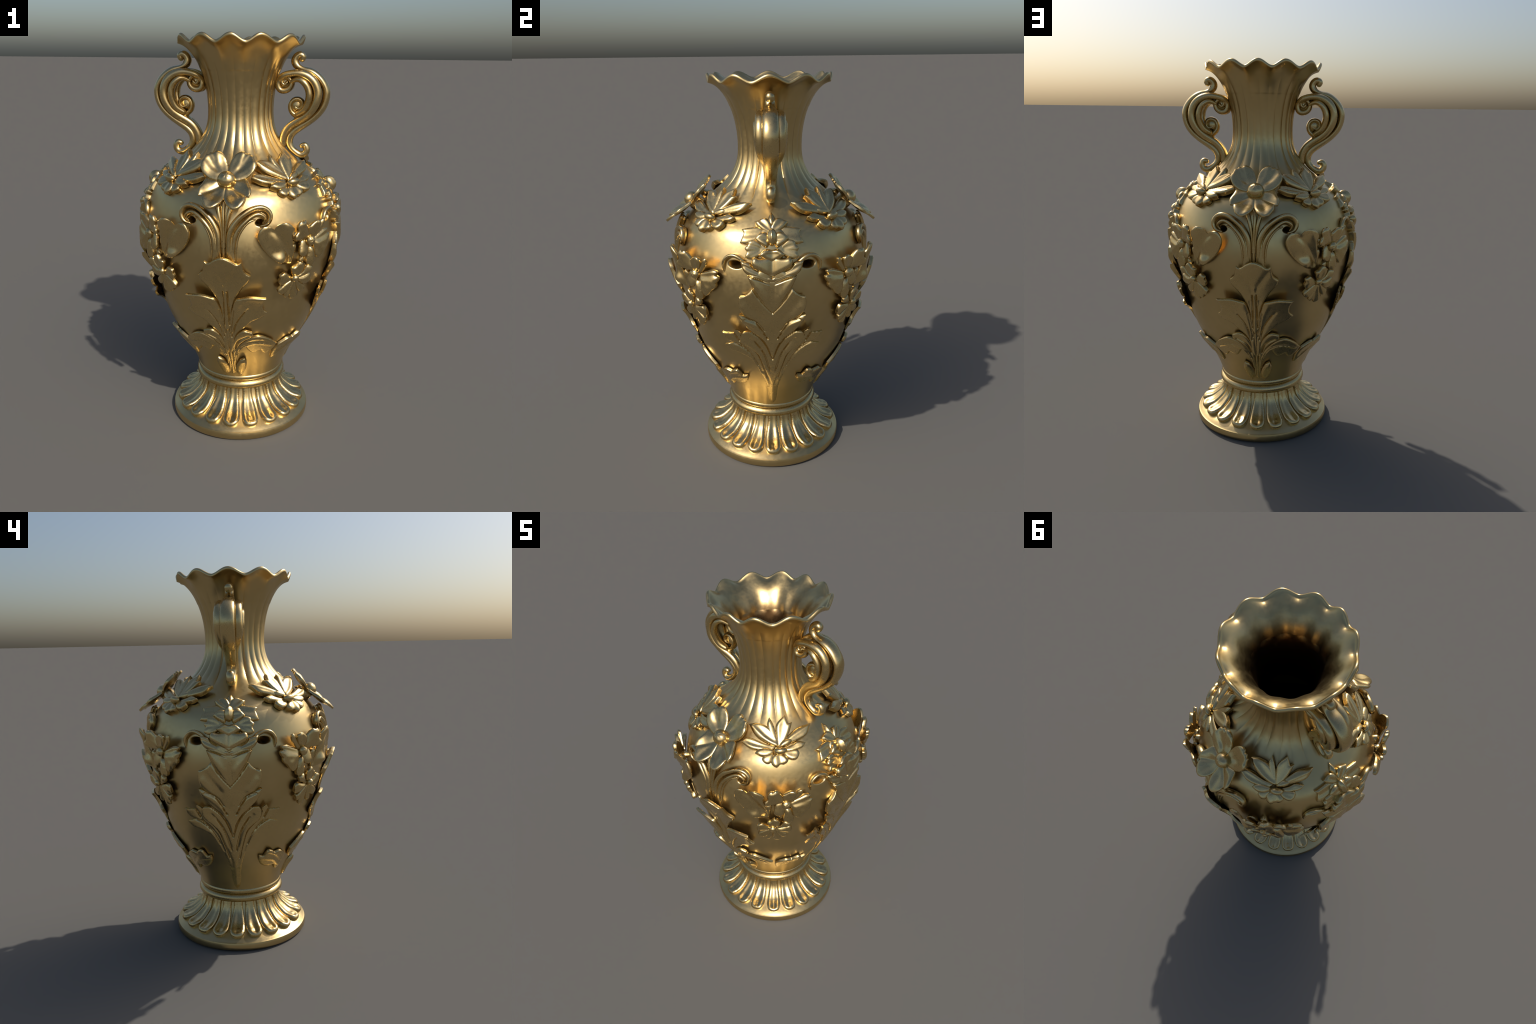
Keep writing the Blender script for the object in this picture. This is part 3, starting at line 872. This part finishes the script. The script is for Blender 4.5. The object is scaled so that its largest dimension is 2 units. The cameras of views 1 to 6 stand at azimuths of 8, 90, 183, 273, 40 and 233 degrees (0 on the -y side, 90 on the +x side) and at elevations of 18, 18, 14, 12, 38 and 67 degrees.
rib_out = rod([(.296, 1.893, .015, .019), (.300, 1.903, .016, .020), (.288, 1.911, .017, .021), (.271, 1.904, .018, .022), (.262, 1.885, .019, .023), (.272, 1.863, .018, .025), (.296, 1.850, .013, .028),
               (.330, 1.840, .016, .033), (.368, 1.819, .018, .035), (.398, 1.787, .019, .036), (.415, 1.752, .019, .036), (.416, 1.714, .019, .036), (.402, 1.671, .019, .036),
               (.372, 1.632, .019, .034), (.330, 1.598, .019, .031), (.287, 1.570, .020, .028), (.254, 1.540, .020, .027), (.242, 1.506, .020, .026), (.252, 1.476, .018, .025), (.276, 1.453, .017, .024),
               (.303, 1.440, .018, .023), (.324, 1.448, .018, .022), (.331, 1.470, .017, .021), (.322, 1.487, .015, .020), (.308, 1.484, .014, .019)], 200)
def rib_mid(y):
    k = [(.229, 1.786, .008, .018, .65), (.216, 1.776, .009, .019, .65), (.203, 1.792, .010, .020, .65), (.217, 1.810, .011, .020, .65), (.241, 1.803, .012, .020, .65), (.250, 1.783, .013, .020, .65),
         (.243, 1.762, .014, .020, .65), (.219, 1.748, .015, .020, .65), (.196, 1.752, .015, .020, .65), (.186, 1.772, .015, .020, .65), (.191, 1.796, .015, .021, .65), (.213, 1.817, .016, .022, .95), (.248, 1.827, .017, .023, 1.0),
         (.287, 1.828, .018, .024, 1.0), (.330, 1.813, .020, .025, 1.0), (.363, 1.780, .021, .026, 1.0), (.376, 1.735, .021, .026, 1.0), (.369, 1.693, .021, .026, 1.0), (.349, 1.657, .020, .025, .85),
         (.316, 1.625, .020, .024, .6), (.278, 1.601, .020, .023, .4), (.246, 1.578, .020, .023, .3), (.224, 1.549, .020, .022, .25), (.212, 1.515, .020, .022, .2), (.212, 1.490, .02, .02, .2)]
    return rod([(a, b, c, d, e * y) for a, b, c, d, e in k], 200)
def rib_in(y):
    k = [(.250, 1.790, .012, .018, .6), (.283, 1.801, .014, .02, .85), (.312, 1.786, .016, .022, 1), (.331, 1.758, .017, .022, 1), (.337, 1.727, .017, .022, 1), (.331, 1.692, .017, .022, .9), (.314, 1.661, .016, .021, .75), (.285, 1.640, .014, .02, .5)]
    return rod([(a, b, c, d, e * y) for a, b, c, d, e in k], 80)
core = rod([(.245, 1.812, .010, .030), (.285, 1.818, .014, .036), (.330, 1.803, .022, .056), (.360, 1.770, .026, .060), (.369, 1.732, .027, .060), (.361, 1.694, .026, .056), (.336, 1.660, .019, .036), (.300, 1.630, .016, .030), (.262, 1.600, .014, .024)], 80)
volute = rod([(.279, 1.681, .006, .016), (.270, 1.672, .008, .018), (.288, 1.662, .009, .020), (.305, 1.676, .010, .022), (.302, 1.697, .011, .023), (.280, 1.709, .012, .024), (.256, 1.700, .012, .025), (.245, 1.676, .012, .025),
              (.251, 1.650, .013, .025), (.274, 1.630, .014, .024), (.300, 1.616, .010, .022)], 110)
HC = lambda cx, cz: flat_chart((cx, 0, cz), (1, 0, 0), (0, 0, 1), (0, -1, 0))
eye_disc = knob(HC(.219, 1.783), 0, 0, 0, .040, .040, .034)
eye_knob = knob(HC(.227, 1.787), 0, 0, 0, .013, .013, .040)
vol_disc = knob(HC(.276, 1.676), 0, 0, 0, .030, .030, .018)
kids = [("scroll", rib_mid(.044)), ("scroll", rib_mid(-.044)), ("scroll", rib_in(.055)), ("scroll", rib_in(-.055)), ("handle_core", core), ("volute", volute), ("volute", eye_disc), ("volute", eye_knob), ("volute", vol_disc)]
place("handle", rib_out, SIDES, kids)
